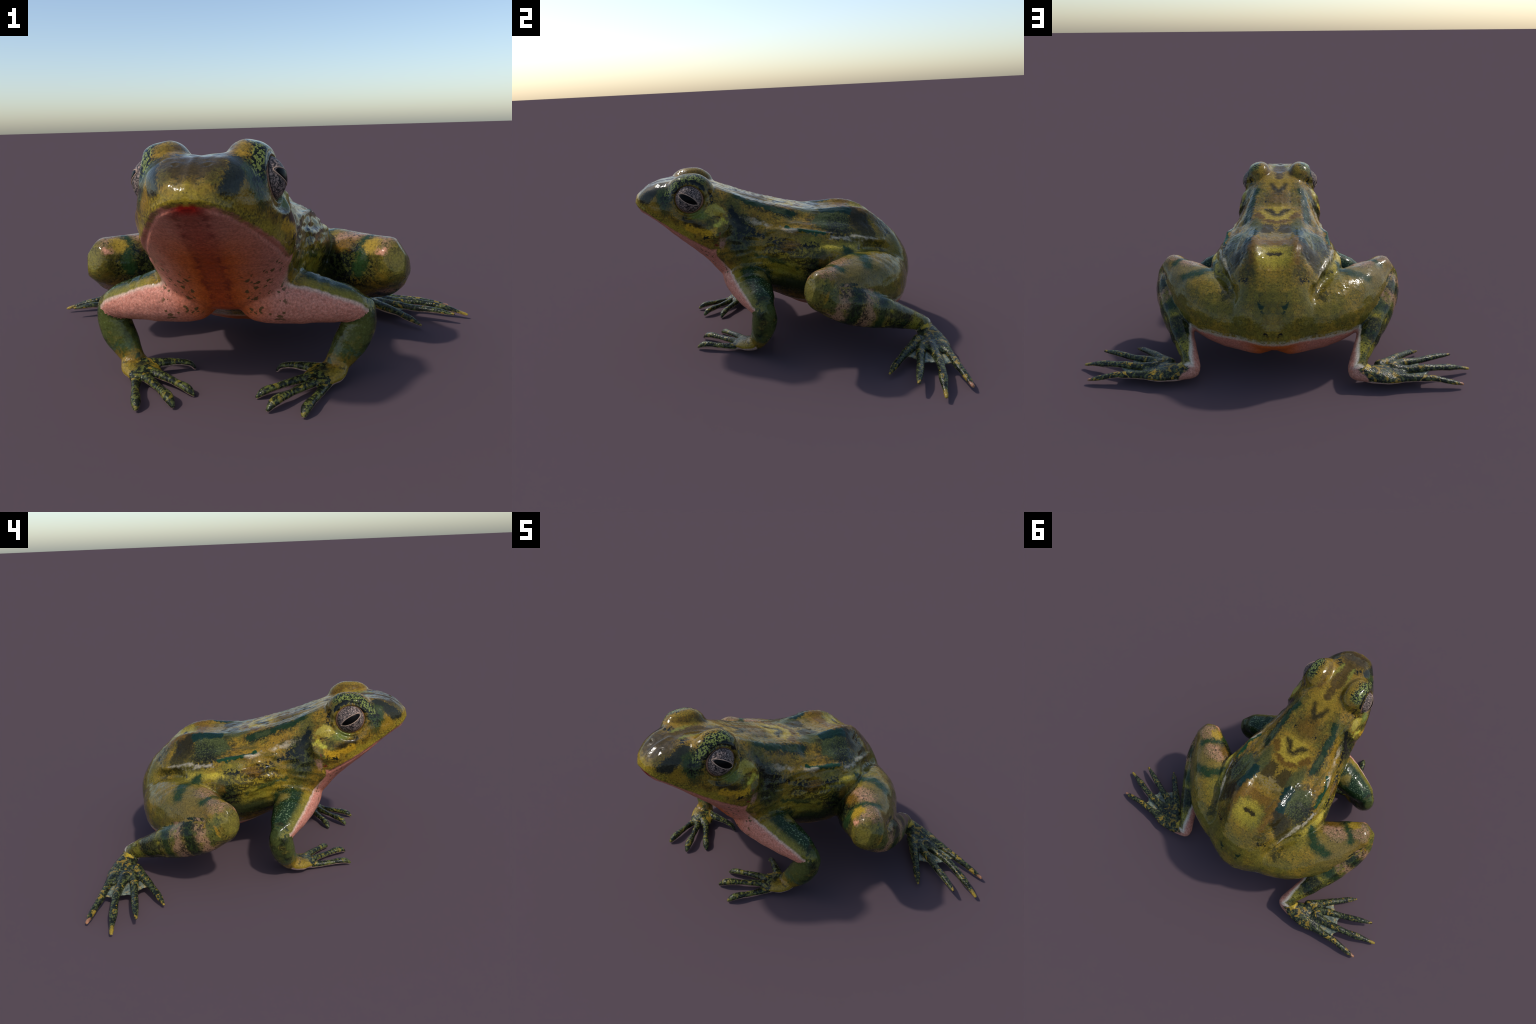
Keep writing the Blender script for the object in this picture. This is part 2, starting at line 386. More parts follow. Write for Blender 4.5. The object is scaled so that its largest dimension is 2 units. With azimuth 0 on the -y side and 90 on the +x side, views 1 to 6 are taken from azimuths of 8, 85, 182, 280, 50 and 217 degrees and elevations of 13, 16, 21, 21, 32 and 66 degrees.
# kind, geometry, colour, options: every patch of the dorsal pattern, x folded to both sides
B, S = 'ball', 'streak'
PATTERN = [
 # broad grounds
 (B, ((0, .64, .40), (.34, .20, .20)), (.265, .195, .020), dict(soft=.6, strength=.3)),
 (B, ((.30, .13, .42), (.10, .30, .12)), (.310, .240, .020), dict(soft=.5, strength=.55)),
 (B, ((.30, .03, .30), (.10, .20, .055)), (.030, .036, .010), dict(soft=.5)),
 (B, ((0, .10, .67), (.12, .22, .08)), (.270, .165, .016), dict(soft=.5, strength=.7)),
 (B, ((0, .03, .68), (.105, .085, .06)), (.340, .235, .024), dict(soft=.12, rag=.3)),
 # back blotches
 (S, ([(0, .115, .66), (.07, .09, .67), (.11, .02, .68)], .018), OCHRE_DK, dict(soft=.5)),
 (B, ((0, .255, .645), (.075, .05, .05)), (.20, .145, .05), dict(retic=1)),
 (B, ((.050, .188, .653), (.048, .050, .05)), BROWN, dict(soft=.12, strength=.9)),
 (B, ((.115, .165, .655), (.035, .11, .04)), GREY_GREEN, dict(strength=.8)),
 (B, ((.205, .250, .610), (.100, .112, .095)), BLACK, dict(retic=1, strength=.85)),
 (B, ((.205, .255, .610), (.085, .095, .085)), GREY_GREEN, dict(soft=.16)),
 (B, ((.20, .26, .615), (.07, .08, .07)), (.12, .13, .04), dict(specks=1, strength=.7)),
 (B, ((.275, .300, .557), (.055, .10, .048)), BLACK, dict(retic=1)),
 (B, ((.24, .30, .585), (.08, .08, .06)), (.012, .014, .008), dict(net=1, strength=.9)),
 (S, ([(.144, .400, .630), (.185, .410, .585), (.228, .440, .525)], .050), (.026, .020, .006), dict(soft=.2)),
 (S, ([(.120, .225, .658), (.130, .30, .657), (.150, .345, .648)], .032), TEAL, dict(soft=.16)),
 (S, ([(.100, .34, .65), (.115, .43, .622), (.105, .50, .59)], .022), ORANGE_BROWN, dict(soft=.5)),
 (S, ([(0, .365, .628), (.045, .345, .632), (.085, .39, .63)], .028), ORANGE_BROWN, dict(soft=.5)),
 (B, ((0, .47, .60), (.085, .085, .06)), (.330, .250, .026), dict(soft=.35)),
 (B, ((.022, .450, .607), (.026, .016, .02)), BROWN, dict(soft=.35)),
 (S, ([(.165, .545, .505), (.135, .565, .505), (.085, .60, .475)], .012), BLACK, dict(retic=1)),
 (B, ((.125, .535, .53), (.06, .06, .04)), BLACK, dict(retic=1, strength=.5)),
 (B, ((.062, .662, .432), .014), DARK_GREEN, {}), (B, ((.058, .672, .405), .012), DARK_GREEN, {}),
 (B, ((.03, .714, .285), (.012, .03, .022)), BLACK, dict(retic=1)),
 # the V marks of the nape
 (B, ((.0, -.28, .79), (.09, .10, .05)), (.300, .190, .018), dict(soft=.5, strength=.8)),
 (B, ((.02, -.12, .73), (.06, .06, .04)), OCHRE_DK, dict(soft=.6, strength=.8)),
 (S, ([(.07, -.10, .72), (.03, -.075, .72), (.0, -.085, .72)], .012), BLACK, dict(specks=1)),
 (S, ([(.046, -.262, .770), (.030, -.225, .760), (.006, -.192, .750)], .018), BROWN, dict(soft=.75, rag=1.4)),
 (S, ([(.060, -.014, .694), (.040, .006, .691), (.014, .029, .686)], .017), BROWN, dict(soft=.75, rag=1.4)),
 # side stripes, plus ridge highlights laid on as pale colour
 (S, ([(.182, .060, .648), (.164, -.060, .684), (.150, -.150, .715)], .038), BLACK, dict(retic=1, strength=.8)),
 (S, ([(.180, .060, .650), (.162, -.060, .686), (.148, -.150, .718), (.130, -.215, .745)], .025), DARK_GREEN, dict(soft=.35, rag=1.2)),
 (S, ([(.168, .015, .655), (.160, -.05, .68)], .015), GREY_GREEN, dict(soft=.4, strength=.8)),
 (S, ([(.296, .19, .572), (.280, .085, .590), (.244, .020, .606)], .015), (.010, .045, .016), dict(soft=.12, rag=.2)),
 (S, ([(.272, .055, .588), (.229, -.093, .615), (.202, -.212, .651)], .011), PALE, dict(soft=.8, rag=.4, strength=.5)),  # white sheen on the front ridge, painted into the skin colour
 (S, ([(.215, .49, .492), (.262, .38, .525), (.300, .235, .548)], .010), PALE, dict(soft=.8, rag=.4, strength=.6)),  # rear ridge's bright glint drawn as a pale streak
 (S, ([(.275, .38, .480), (.325, .30, .492), (.342, .17, .500)], .022), YELLOW, dict(soft=.5)),
 (S, ([(.245, -.160, .580), (.290, -.04, .545), (.318, .06, .525), (.325, .16, .515)], .017), BLACK, dict(retic=1)),
 (B, ((.30, .02, .515), (.04, .05, .022)), ORANGE_BROWN, dict(soft=.5)),
 (S, ([(.270, -.06, .50), (.325, .08, .46), (.348, .20, .43)], .045), BLACK, dict(retic=1, strength=.75)),
 (B, ((.34, .14, .415), (.04, .035, .02)), BROWN, dict(soft=.4)),
 (S, ([(.255, -.14, .47), (.30, -.03, .445), (.32, .06, .40)], .010), (.045, .055, .012), dict(soft=.6)),
 (B, ((.235, -.215, .570), (.07, .070, .125)), (.048, .052, .012), dict(soft=.5)),
 (B, ((.230, -.225, .600), (.06, .06, .12)), BLACK, dict(retic=1, strength=.8)),
 (B, ((.235, -.180, .590), (.06, .06, .04)), BLACK, dict(retic=1)),
 (S, ([(.170, -.262, .715), (.205, -.228, .650), (.225, -.20, .600)], .020), BLACK, dict(soft=.4)),
 (S, ([(.280, .36, .480), (.225, .44, .478), (.190, .52, .440)], .022), BLACK, dict(retic=1)),
 (B, ((.248, .525, .425), (.045, .06, .05)), BLACK, dict(retic=1)),
 # head
 (B, ((0, -.650, .825), (.105, .105, .062)), (.046, .030, .010), dict(soft=.4, strength=.95)),
 (S, ([(.045, -.705, .775), (.02, -.72, .765), (.0, -.725, .755)], .008), (.16, .10, .02), dict(soft=.8, strength=.7)),
 (S, ([(0, -.735, .74), (.06, -.705, .72), (.115, -.65, .69), (.165, -.56, .64), (.205, -.46, .60)], .030), (.270, .190, .018), dict(soft=.6)),
 (B, ((.12, -.63, .70), (.16, .15, .06)), (.060, .048, .012), dict(net=1, strength=.6)),
 (B, ((.145, -.625, .73), (.03, .07, .04)), (.260, .150, .014), dict(soft=.5, strength=.8)),
 (S, ([(.118, -.590, .822), (.122, -.632, .790), (.104, -.678, .762)], .033), (.020, .022, .014), dict(soft=.25)),
 (B, ((.165, -.572, .768), (.045, .045, .065)), (.030, .048, .014), dict(soft=.35)),
 (S, ([(.012, -.590, .842), (.016, -.45, .825), (.002, -.33, .80)], .020), (.085, .052, .010), dict(soft=.35, rag=.3)),
 (S, ([(.042, -.55, .845), (.040, -.43, .828)], .012), GREEN_YEL, dict(soft=.5, strength=.7)),
 (B, ((.075, -.547, .846), (.03, .02, .02)), BLACK, dict(retic=1)),
 (B, ((.100, -.42, .855), (.06, .09, .05)), (.270, .165, .016), dict(soft=.6)),
 (S, ([(.085, -.50, .86), (.075, -.42, .855), (.080, -.35, .825)], .016), OCHRE_DK, dict(soft=.8)),
 (B, ((.12, -.42, .87), (.07, .10, .05)), (.06, .055, .014), dict(net=1, strength=.45)),
 (S, ([(.150, -.385, .845), (.168, -.43, .862), (.166, -.50, .850), (.168, -.545, .805)], .026), (.190, .220, .050), dict(soft=.4, rag=1.4)),
 (S, ([(.150, -.39, .850), (.165, -.47, .862), (.160, -.54, .81), (.175, -.56, .76)], .034), BLACK, dict(net=1)),
 (S, ([(.195, -.385, .815), (.190, -.43, .842), (.186, -.490, .832), (.190, -.530, .795)], .013), BLACK, dict(soft=.3)),
 (S, ([(.170, -.345, .800), (.178, -.340, .740), (.205, -.352, .700)], .016), BLACK, dict(retic=1)),
 (B, ((.215, -.40, .685), (.05, .055, .025)), (.130, .150, .028), dict(soft=.5)),
 (B, ((.218, -.335, .698), (.035, .045, .032)), (.350, .270, .040), dict(soft=.2, rag=.3)),
 (S, ([(.205, -.285, .680), (.228, -.290, .655), (.240, -.330, .630)], .016), (.520, .460, .055), dict(soft=.5, rag=.3)),
 (S, ([(.190, -.515, .662), (.226, -.458, .645), (.246, -.400, .640)], .018), BLACK, dict(soft=.6, strength=.85)),
 (S, ([(.252, -.335, .606), (.247, -.401, .602), (.222, -.475, .618)], .014), (.480, .270, .016), dict(soft=.5)),
 (S, ([(.252, -.335, .588), (.246, -.410, .584)], .010), BLACK, dict(retic=1)),
 (S, ([(.227, -.314, .654), (.223, -.372, .693)], .004), BLACK, dict(soft=.5, rag=0, strength=.8)),
 (B, ((.212, -.293, .689), .007), DARK_GREEN, dict(rag=0)),
 (S, ([(.254, -.310, .590), (.240, -.318, .545), (.224, -.36, .518)], .0065), (.13, .022, .010), dict(soft=.7, rag=.2)),
 (S, ([(.246, -.292, .560), (.232, -.300, .515)], .012), (.33, .17, .12), dict(soft=.9, rag=.2)),
 (B, ((.044, -.653, .823), .009), BLACK, dict(rag=0)),
 # thigh
 (B, ((.36, .40, .40), (.26, .26, .16)), (.215, .165, .022), dict(soft=.4, strength=.3)),
 (B, ((.50, .27, .40), (.13, .16, .12)), (.165, .115, .030), dict(soft=.6, strength=.8)),
 (B, ((.38, .15, .37), (.10, .07, .13)), (.035, .040, .010), dict(soft=.4)),
 (B, ((.44, .13, .38), (.14, .07, .11)), BLACK, dict(retic=1)),
 (S, ([(.330, .295, .478), (.386, .363, .469), (.480, .365, .445)], .028), (.018, .040, .012), dict(soft=.6, rag=1.5)),
 (S, ([(.560, .215, .466), (.508, .157, .468), (.482, .105, .425), (.470, .10, .34)], .026), (.018, .040, .012), dict(soft=.6, rag=1.5)),
 (B, ((.440, .226, .472), (.070, .048, .06)), TAN, dict(soft=.35, rag=1.1)),
 (B, ((.585, .140, .465), (.055, .050, .05)), TAN, dict(soft=.4, rag=1.1)),
 (B, ((.40, .175, .44), (.05, .03, .03)), ORANGE_BROWN, dict(soft=.5)),
 (B, ((.44, .226, .472), (.085, .065, .06)), (.02,.018,.010), dict(specks=1)),
 (B, ((.46, .24, .472), (.05, .03, .06)), (.12,.10,.03), dict(retic=1, strength=.6)),
 (B, ((.58, .140, .465), (.07, .07, .05)), (.02,.018,.010), dict(specks=1)),
 (B, ((.58, .140, .465), (.06, .06, .05)), (.13,.10,.03), dict(retic=1, strength=.7)),
 (B, ((.520, .115, .445), (.03, .04, .04)), (.330, .210, .022), dict(soft=.4)),
 (B, ((.553, .068, .437), (.020, .020, .018)), (.600, .270, .160), dict(soft=.6)),
 (B, ((.618, .065, .405), (.045, .055, .06)), (.150, .120, .022), dict(soft=.4, rag=.2)),
 (B, ((.618, .065, .405), (.050, .055, .06)), (.060, .050, .012), dict(retic=1, strength=.55)),
 (B, ((.36, .42, .42), (.20, .16, .12)), (.07, .065, .018), dict(specks=1, strength=.6)),
 (B, ((.10, .62, .40), (.16, .10, .16)), (.08, .07, .016), dict(specks=1, strength=.5)),
 # upper arm
 (S, ([(.300, -.150, .350), (.400, -.140, .330), (.500, -.120, .270)], .085), DARK_GREEN, dict(soft=.2)),
 (S, ([(.330, -.140, .380), (.44, -.125, .34)], .05), (.13, .18, .085), dict(specks=1)),
 (S, ([(.33, -.215, .36), (.46, -.165, .30)], .03), (.16, .16, .06), dict(specks=1, strength=.7)),
 (B, ((.31, -.12, .38), (.03, .03, .03)), (.20, .15, .03), dict(soft=.5)),
 (B, ((.52, -.12, .27), (.05, .05, .05)), (.060, .078, .022), dict(soft=.4)),
]

def near_patch(kind, geo, pts):
    if kind == B:
        c, r = geo; r = max(r) if isinstance(r, tuple) else r
        return (np.linalg.norm(pts - np.array(c), axis=1).min() < r*1.5 + .03)
    return along(pts, geo[0]).min() < geo[1]*1.6 + .03

def dorsal_skin(name, pts):
    """skin of head, torso, thigh and upper arm; pts (folded sample points) choose the patches that matter"""
    k = Skin(name)
    k.color = k.mix(k.ramp(k.noise(7, 3), .42, .62), OCHRE, OLIVE)
    k.lay(OCHRE_DK, k.ramp(k.noise(19, 4), .50, .68), .75)
    k.lay(YELLOW, k.ramp(k.noise(29, 3), .58, .72), .35)
    k.lay((.030, .032, .010), k.ramp(k.noise(30, 6, rough=.72), .52, .62), .66)
    n = k.vec('MULTIPLY', k.P, (1.0, .45, 1.6)); k.lay((.060, .052, .010), k.ramp(k.noise(26, 4, vec=n, distort=.7), .53, .64), .6)
    k.lay((.045, .055, .014), k.ramp(k.noise(100, 2), .60, .66), .7)
    pits = k.ramp(k.voronoi(95), .18, .30, 1, 0)
    pits = k.math('MULTIPLY', pits, k.ramp(k.noise(60, 1), .45, .55))
    rear = k.math('MULTIPLY', k.ramp(k.y, .15, .45), k.ramp(k.noise(14, 5, rough=.7), .50, .62))
    k.lay((.080, .062, .012), rear, .55)
    k.lay((.030, .038, .010), k.math('MULTIPLY', k.ramp(k.y, .05, .35), k.math('MULTIPLY', k.net, k.ramp(k.noise(10, 3), .50, .62))), .5)
    for kind, geo, col, o in PATTERN:
        if not near_patch(kind, geo, pts): continue
        m = (k.ball if kind == B else k.streak)(*geo, soft=o.get('soft', .3), rag=o.get('rag', 1.1))
        if o.get('retic'): m = k.math('MULTIPLY', m, k.worms)
        if o.get('net'): m = k.math('MULTIPLY', m, k.net)
        if o.get('specks'): m = k.math('MULTIPLY', m, k.ramp(k.noise(115, 2), .56, .64))
        if o.get('pits'): m = k.math('MULTIPLY', m, pits)
        k.lay(col, m, o.get('strength', 1.0))
    k.lay(BLACK, pits, .6)
    # pale underside: throat below the lip, chest and arm before a slanting line, belly and thigh below a level
    w = k.math('MULTIPLY', k.math('SUBTRACT', k.noise(40, 2), .5), .014)
    lip = k.math('SUBTRACT', k.ramp(k.y, -.727, -.365, .722, .510, smooth=False), k.z)
    lip = k.math('MINIMUM', lip, k.math('MULTIPLY', k.math('SUBTRACT', -.335, k.y), 1.0))
    slope = k.math('SUBTRACT', k.math('SUBTRACT', .507 - 1.2*.367, k.math('MULTIPLY', k.y, 1.2)), k.z)
    slope = k.math('MULTIPLY', slope, .64)
    slope = k.math('MINIMUM', slope, k.math('ADD', k.y, .375))
    level = k.math('SUBTRACT', k.math('ADD', k.ramp(k.y, -.05, .25, .200, .195), k.ramp(k.y, .30, .62, 0, .050)), k.z)
    under = k.math('ADD', k.math('MAXIMUM', k.math('MAXIMUM', lip, slope), level), w)
    pink = k.ramp(under, -.004, .006)
    # yellow margin of the arm above the pink
    yel = k.math('MULTIPLY', k.ramp(under, -.050, -.012), k.ramp(k.x, .24, .30))
    k.lay((.240, .195, .022), k.math('MULTIPLY', yel, k.ramp(k.y, -.08, -.14)), .65)
    top = k.color
    k.color = k.mix(k.ramp(k.noise(95, 3), .35, .65), PINK, (.500, .185, .125))
    k.lay((.420, .120, .072), k.ramp(k.math('ADD', k.y, k.math('MULTIPLY', k.noise(8, 2), .1)), -.12, .02), .5)
    throat = k.ramp(k.y, -.26, -.36)
    k.lay((.460, .165, .110), throat, .8)
    wob = k.math('ADD', k.x, k.math('MULTIPLY', k.math('SUBTRACT', k.noise(16, 3), .5), .05))
    k.lay((.540, .110, .014), k.math('MULTIPLY', k.ramp(wob, .04, .20, 1, 0), k.ramp(k.y, -.66, -.50)), 1.0)
    k.lay(RED, k.math('MULTIPLY', k.ramp(wob, .0, .09, 1, 0), k.ramp(k.y, -.22, -.34)), .62)
    k.lay((.25, .008, .003), k.math('MULTIPLY', k.ramp(k.y, -.700, -.722), k.ramp(k.x, .02, .06, 1, 0)))
    k.lay((.13, .010, .006), k.math('MULTIPLY', k.math('MULTIPLY', k.ramp(wob, .012, .032), k.ramp(wob, .032, .056, 1, 0)), k.math('MULTIPLY', k.ramp(k.noise(45, 3), .42, .58), k.ramp(k.y, -.26, -.36))), .6)
    k.lay((.100, .030, .025), k.math('MULTIPLY', k.math('MULTIPLY', k.ramp(k.voronoi(110), .1, .3, 1, 0), k.ramp(wob, .01, .05, 1, 0)), k.ramp(k.y, -.52, -.42)), .6)
    sp = k.ramp(k.voronoi(38, vec=k.vec('MULTIPLY', k.W0, (1, 1.2, .9))), .30, .36, 1, 0)
    sp = k.math('MULTIPLY', sp, k.ramp(k.noise(24, 1), .34, .42))
    zone = k.math('MULTIPLY', k.ramp(k.y, -.45, -.40), k.math('MULTIPLY', k.ramp(k.y, -.255, -.285), k.math('MULTIPLY', k.ramp(k.x, .05, .09), k.ramp(k.x, .20, .24, 1, 0))))
    k.lay((.085, .058, .016), k.math('MULTIPLY', sp, zone), .9)
    k.lay(PALE, k.math('MULTIPLY', k.ramp(under, .020, .002), k.ramp(k.y, -.34, -.26)), .6)
    k.color = k.mix(pink, top, k.color)
    k.lay((.40, .34, .22), k.math('MULTIPLY', k.math('MULTIPLY', k.ramp(under, -.022, -.002), k.ramp(under, .004, .024, 1, 0)), k.math('MULTIPLY', k.ramp(k.y, .25, .38), k.ramp(k.noise(50, 3), .35, .6))), .75)
    return k.finish(pink=pink)

def shank_skin():
    k = Skin('shank_skin')
    p0, ax = np.array([.590, .122, .356]), np.array([.412 - .590, .660 - .122, .084 - .356])
    ax = ax / np.linalg.norm(ax)
    s = k.vec('DOT_PRODUCT', k.vec('SUBTRACT', k.W, tuple(p0)), tuple(ax))
    k.color = k.mix(k.ramp(k.noise(16, 3), .40, .62), (.170, .125, .022), (.085, .085, .018))
    k.lay((.270, .215, .022), k.ramp(k.noise(22, 2), .54, .66), .8)
    bands = ((.065, .034, TAN), (.125, .030, (.016, .036, .010)), (.205, .035, TAN), (.285, .026, (.016, .036, .012)), (.40, .030, (.060, .060, .016)), (.455, .026, (.014, .030, .012)), (.54, .026, (.24, .20, .024)))
    for c, wd, col in bands:
        m = k.edge(k.math('MULTIPLY', k.math('ABSOLUTE', k.math('SUBTRACT', s, c)), 1/wd), .55, 1.7)
        if col is TAN: m = k.math('MULTIPLY', m, k.ramp(k.noise(15, 2), .38, .50))
        k.lay(col, m, .9)
    k.lay(BLACK, k.math('MULTIPLY', k.worms, k.ramp(k.noise(9, 2), .45, .56)), .75)
    k.lay(BLACK, k.ramp(k.noise(115, 2), .57, .64), .8)
    k.lay((.145, .120, .022), k.ball((.628, .065, .395), (.05, .06, .07), rag=.2), .8)
    side = k.vec('DOT_PRODUCT', k.vec('SUBTRACT', k.P, (.540, .348, .250)), (-.865, -.400, -.240))
    off = k.math('ADD', k.ramp(s, .25, .58, .050, .004, smooth=False), k.ramp(s, .10, .26, .09, 0))
    u = k.math('ADD', k.math('SUBTRACT', side, off), k.math('MULTIPLY', k.math('SUBTRACT', k.noise(30, 2), .5), .02))
    u = k.math('MAXIMUM', u, k.math('MULTIPLY', k.math('SUBTRACT', k.y, .688), 1.0))
    pink = k.ramp(u, -.006, .008)
    pk = k.mix(k.ramp(k.noise(70, 3), .35, .65), (.56, .27, .19), (.47, .18, .12))
    pk = k.mix(k.ramp(u, .028, .004), pk, PALE)
    k.color = k.mix(pink, k.color, pk)
    return k.finish(pink=pink)

def digit_skin(name, ground, fleck, blotch, amount, extra=(), heel=False):
    """feet and hands: dark with flecks and ochre blotches, pale soles"""
    k = Skin(name)
    k.color = k.mix(k.ramp(k.noise(85, 3), .47, .58), ground, fleck)
    k.lay(BLACK, k.ramp(k.noise(30, 2), .50, .62), .7)
    k.lay(blotch, k.ramp(k.math('ADD', k.noise(26, 3, distort=.8), k.math('MULTIPLY', k.fine, .12)), amount, amount + .05), .9)
    for kind, geo, col, o in extra:
        m = (k.ball if kind == B else k.streak)(*geo, soft=o.get('soft', .3), rag=o.get('rag', .7))
        k.lay(col, m, o.get('strength', 1.0))
    g = k.node('ShaderNodeNewGeometry'); sp = k.node('ShaderNodeSeparateXYZ'); k.link(g.outputs['Normal'], sp.inputs[0])
    u = k.math('ADD', sp.outputs[2], k.math('MULTIPLY', k.math('SUBTRACT', k.noise(40, 2), .5), .3))
    pink = k.ramp(u, -.42, -.28, 1, 0)
    pink = k.math('MULTIPLY', pink, k.ramp(k.z, .085, .11, 1, 0))
    if heel:
        d = k.vec('DOT_PRODUCT', k.vec('SUBTRACT', k.W, (.412, .664, .080)), (-.62, .62, -.48))
        hm = k.ramp(d, .008, .020)
    k.lay((.50, .33, .26), pink)
    if heel: k.lay((.46, .20, .14), hm)
    return k.finish(rough=.22, pink=pink, bump=.35, bump_scale=95)

def forearm_skin():
    k = Skin('forearm_skin')
    k.color = k.mix(k.ramp(k.noise(12, 3), .40, .62), (.066, .076, .018), (.028, .036, .010))
    k.lay((.150, .120, .020), k.ramp(k.noise(24, 3), .58, .68), .6)
    k.lay(BLACK, k.math('MULTIPLY', k.worms, k.ramp(k.noise(12, 2), .48, .60)), .7)
    k.lay((.10, .13, .06), k.ramp(k.voronoi(70), .1, .25, 1, 0), .35)
    k.lay((.020, .070, .048), k.math('MULTIPLY', k.ball((.43, -.14, .115), (.07, .06, .03), soft=.5), k.ramp(k.noise(48, 3), .45, .55)), .8)
    k.lay((.210, .125, .014), k.math('MULTIPLY', k.ball((.39, -.17, .065), (.09, .06, .035), soft=.5, rag=1.5), k.ramp(k.noise(35, 4), .38, .52)), .85)
    k.lay((.26, .17, .02), k.math('MULTIPLY', k.ball((.455, -.10, .11), (.05, .04, .06), soft=.6), k.ramp(k.noise(30, 2), .45, .6)), .7)
    return k.finish()

def web_skin():
    k = Skin('web_skin')
    k.color = k.mix(k.ramp(k.noise(60, 3), .40, .60), (.190, .215, .150), (.085, .105, .085))
    k.lay((.34, .26, .10), k.ramp(k.noise(34, 3, distort=1.0), .52, .62), .8)
    return k.finish(rough=.3)

def iris_skin():
    k = Skin('iris')
    q = k.vec('SUBTRACT', k.P, EYE_C)
    h = k.vec('DOT_PRODUCT', q, tuple(EYE_N))
    cell = k.voronoi(92, 'DISTANCE_TO_EDGE', vec=k.vec('ADD', k.P, k.vec('SCALE', k.noise(50, 3, color=True), scale=.018)))
    big = k.voronoi(46, 'DISTANCE_TO_EDGE', vec=k.vec('ADD', k.P, k.vec('SCALE', k.noise(40, 3, color=True), scale=.02)))
    k.color = k.mix(k.ramp(k.noise(30, 3), .40, .60), (.340, .240, .195), (.220, .165, .140))
    crack = k.math('MULTIPLY', k.ramp(cell, .01, .12), k.ramp(big, .01, .07))
    crack = k.math('MULTIPLY', crack, k.ramp(k.noise(70, 3), .32, .46))
    k.color = k.mix(crack, (.012, .012, .014), k.color)
    k.lay((.010, .008, .008), k.ramp(h, EYE_R*.585, EYE_R*.56), .9)
    k.lay((.330, .175, .110), k.ramp(h, EYE_R*.545, EYE_R*.525))
    return k.finish(rough=.45, bump=.2, bump_scale=90, spec=.12, matte=.1)

def plain(name, col, rough):
    m = bpy.data.materials.new(name); m.use_nodes = True
    p = m.node_tree.nodes['Principled BSDF']
    n = m.node_tree.nodes.new('ShaderNodeTexNoise'); n.inputs['Scale'].default_value = 60
    r = m.node_tree.nodes.new('ShaderNodeMix'); r.data_type = 'RGBA'
    r.inputs[6].default_value = (*col, 1); r.inputs[7].default_value = (*[c*.6 for c in col], 1)
    m.node_tree.links.new(n.outputs[0], r.inputs['Factor']); m.node_tree.links.new(r.outputs[2], p.inputs['Base Color'])
    p.inputs['Roughness'].default_value = rough; p.inputs['Specular IOR Level'].default_value = .06
    return m

# ------------------------------------------------------------------ assembly
def link(ob, parent=None):
    bpy.context.collection.objects.link(ob)
    if parent: ob.parent = parent
    return ob

def mesh_object(name, V, F, mat, parent, smooth=True):
    me = bpy.data.meshes.new(name); me.from_pydata([tuple(v) for v in V], [], F)
    bm = bmesh.new(); bm.from_mesh(me); bmesh.ops.recalc_face_normals(bm, faces=bm.faces); bm.to_mesh(me); bm.free()
    if smooth: me.polygons.foreach_set('use_smooth', [True]*len(me.polygons))
    me.materials.append(mat)
    return link(bpy.data.objects.new(name, me), parent)

def region_of(label):
    """part name, material key, side for each source label"""
    base, _, side = label.rpartition('_') if label.endswith(('_l', '_r')) else (label, '', 'm')
    base = base.rstrip('0123456789') if base[:-1] in ('finger', 'toe') else base
    part = {'body': 'torso', 'lid': 'head', 'arm': 'forelimb', 'thigh': 'hindlimb'}.get(base, base)
    return part

def label_vertices(co, E, src, L, names):
    kd = kdtree.KDTree(len(src))
    for i, p in enumerate(src): kd.insert(p, i)
    kd.balance()
    lab = np.array([L[kd.find(p)[1]] for p in co])
    nb = names.index('body')
    lids = [i for i, n in enumerate(names) if n.startswith('lid')]
    K = len(names) + 1; head = K - 1
    lab[np.isin(lab, lids)] = nb
    lab[(lab == nb) & (co[:, 1] < -.262)] = head
    one = np.zeros((len(co), K), np.float32); one[np.arange(len(co)), lab] = 1
    for _ in range(6):
        for k in range(K):
            if not one[:, k].any(): continue
            c = one[:, k]
            one[:, k] = c + .5*(np.bincount(E[:, 0], c[E[:, 1]], len(co)) + np.bincount(E[:, 1], c[E[:, 0]], len(co)))
        one /= one.sum(1, keepdims=True)
    return one.argmax(1), head

def split(me, co, N, lab, head, names, mats, root):
    nf = len(me.polygons); quad = np.empty(nf*4, int); me.polygons.foreach_get('vertices', quad); quad = quad.reshape(-1, 4)
    fl = lab[quad[:, 0]]
    made = {}
    for k in np.unique(fl):
        name = 'head' if k == head else region_of(names[k])
        side = 'm' if (k == head or names[k] == 'body') else names[k][-1]
        f = quad[fl == k]; used = np.unique(f)
        remap = np.full(len(co), -1); remap[used] = np.arange(len(used))
        m = bpy.data.meshes.new(name)
        m.from_pydata(co[used].tolist(), [], remap[f].tolist())
        m.polygons.foreach_set('use_smooth', [True]*len(m.polygons))
        m.normals_split_custom_set_from_vertices(N[used].tolist())
        ob = bpy.data.objects.new(name, m); link(ob)
        ob['_side'] = side
        made.setdefault((name, side), []).append(ob)
        key = name
        if key in mats:
            m.materials.append(mats[key])
        else:
            p = co[used]; p = np.stack([np.abs(p[:, 0]), p[:, 1], p[:, 2]], 1)[::15]
            mats[key] = dorsal_skin(name + '_skin', p); m.materials.append(mats[key])
    top = {}
    for (name, side), obs in made.items():
        for ob in obs:
            if name in ('head', 'torso', 'forelimb', 'hindlimb'):
                ob.parent = root; top[(name, side)] = ob
    for (name, side), obs in made.items():
        for ob in obs:
            if name in ('forearm', 'hand', 'finger'): ob.parent = top[('forelimb', side)]
            if name in ('shank', 'foot', 'toe'): ob.parent = top[('hindlimb', side)]
            del ob['_side']
    return made, top

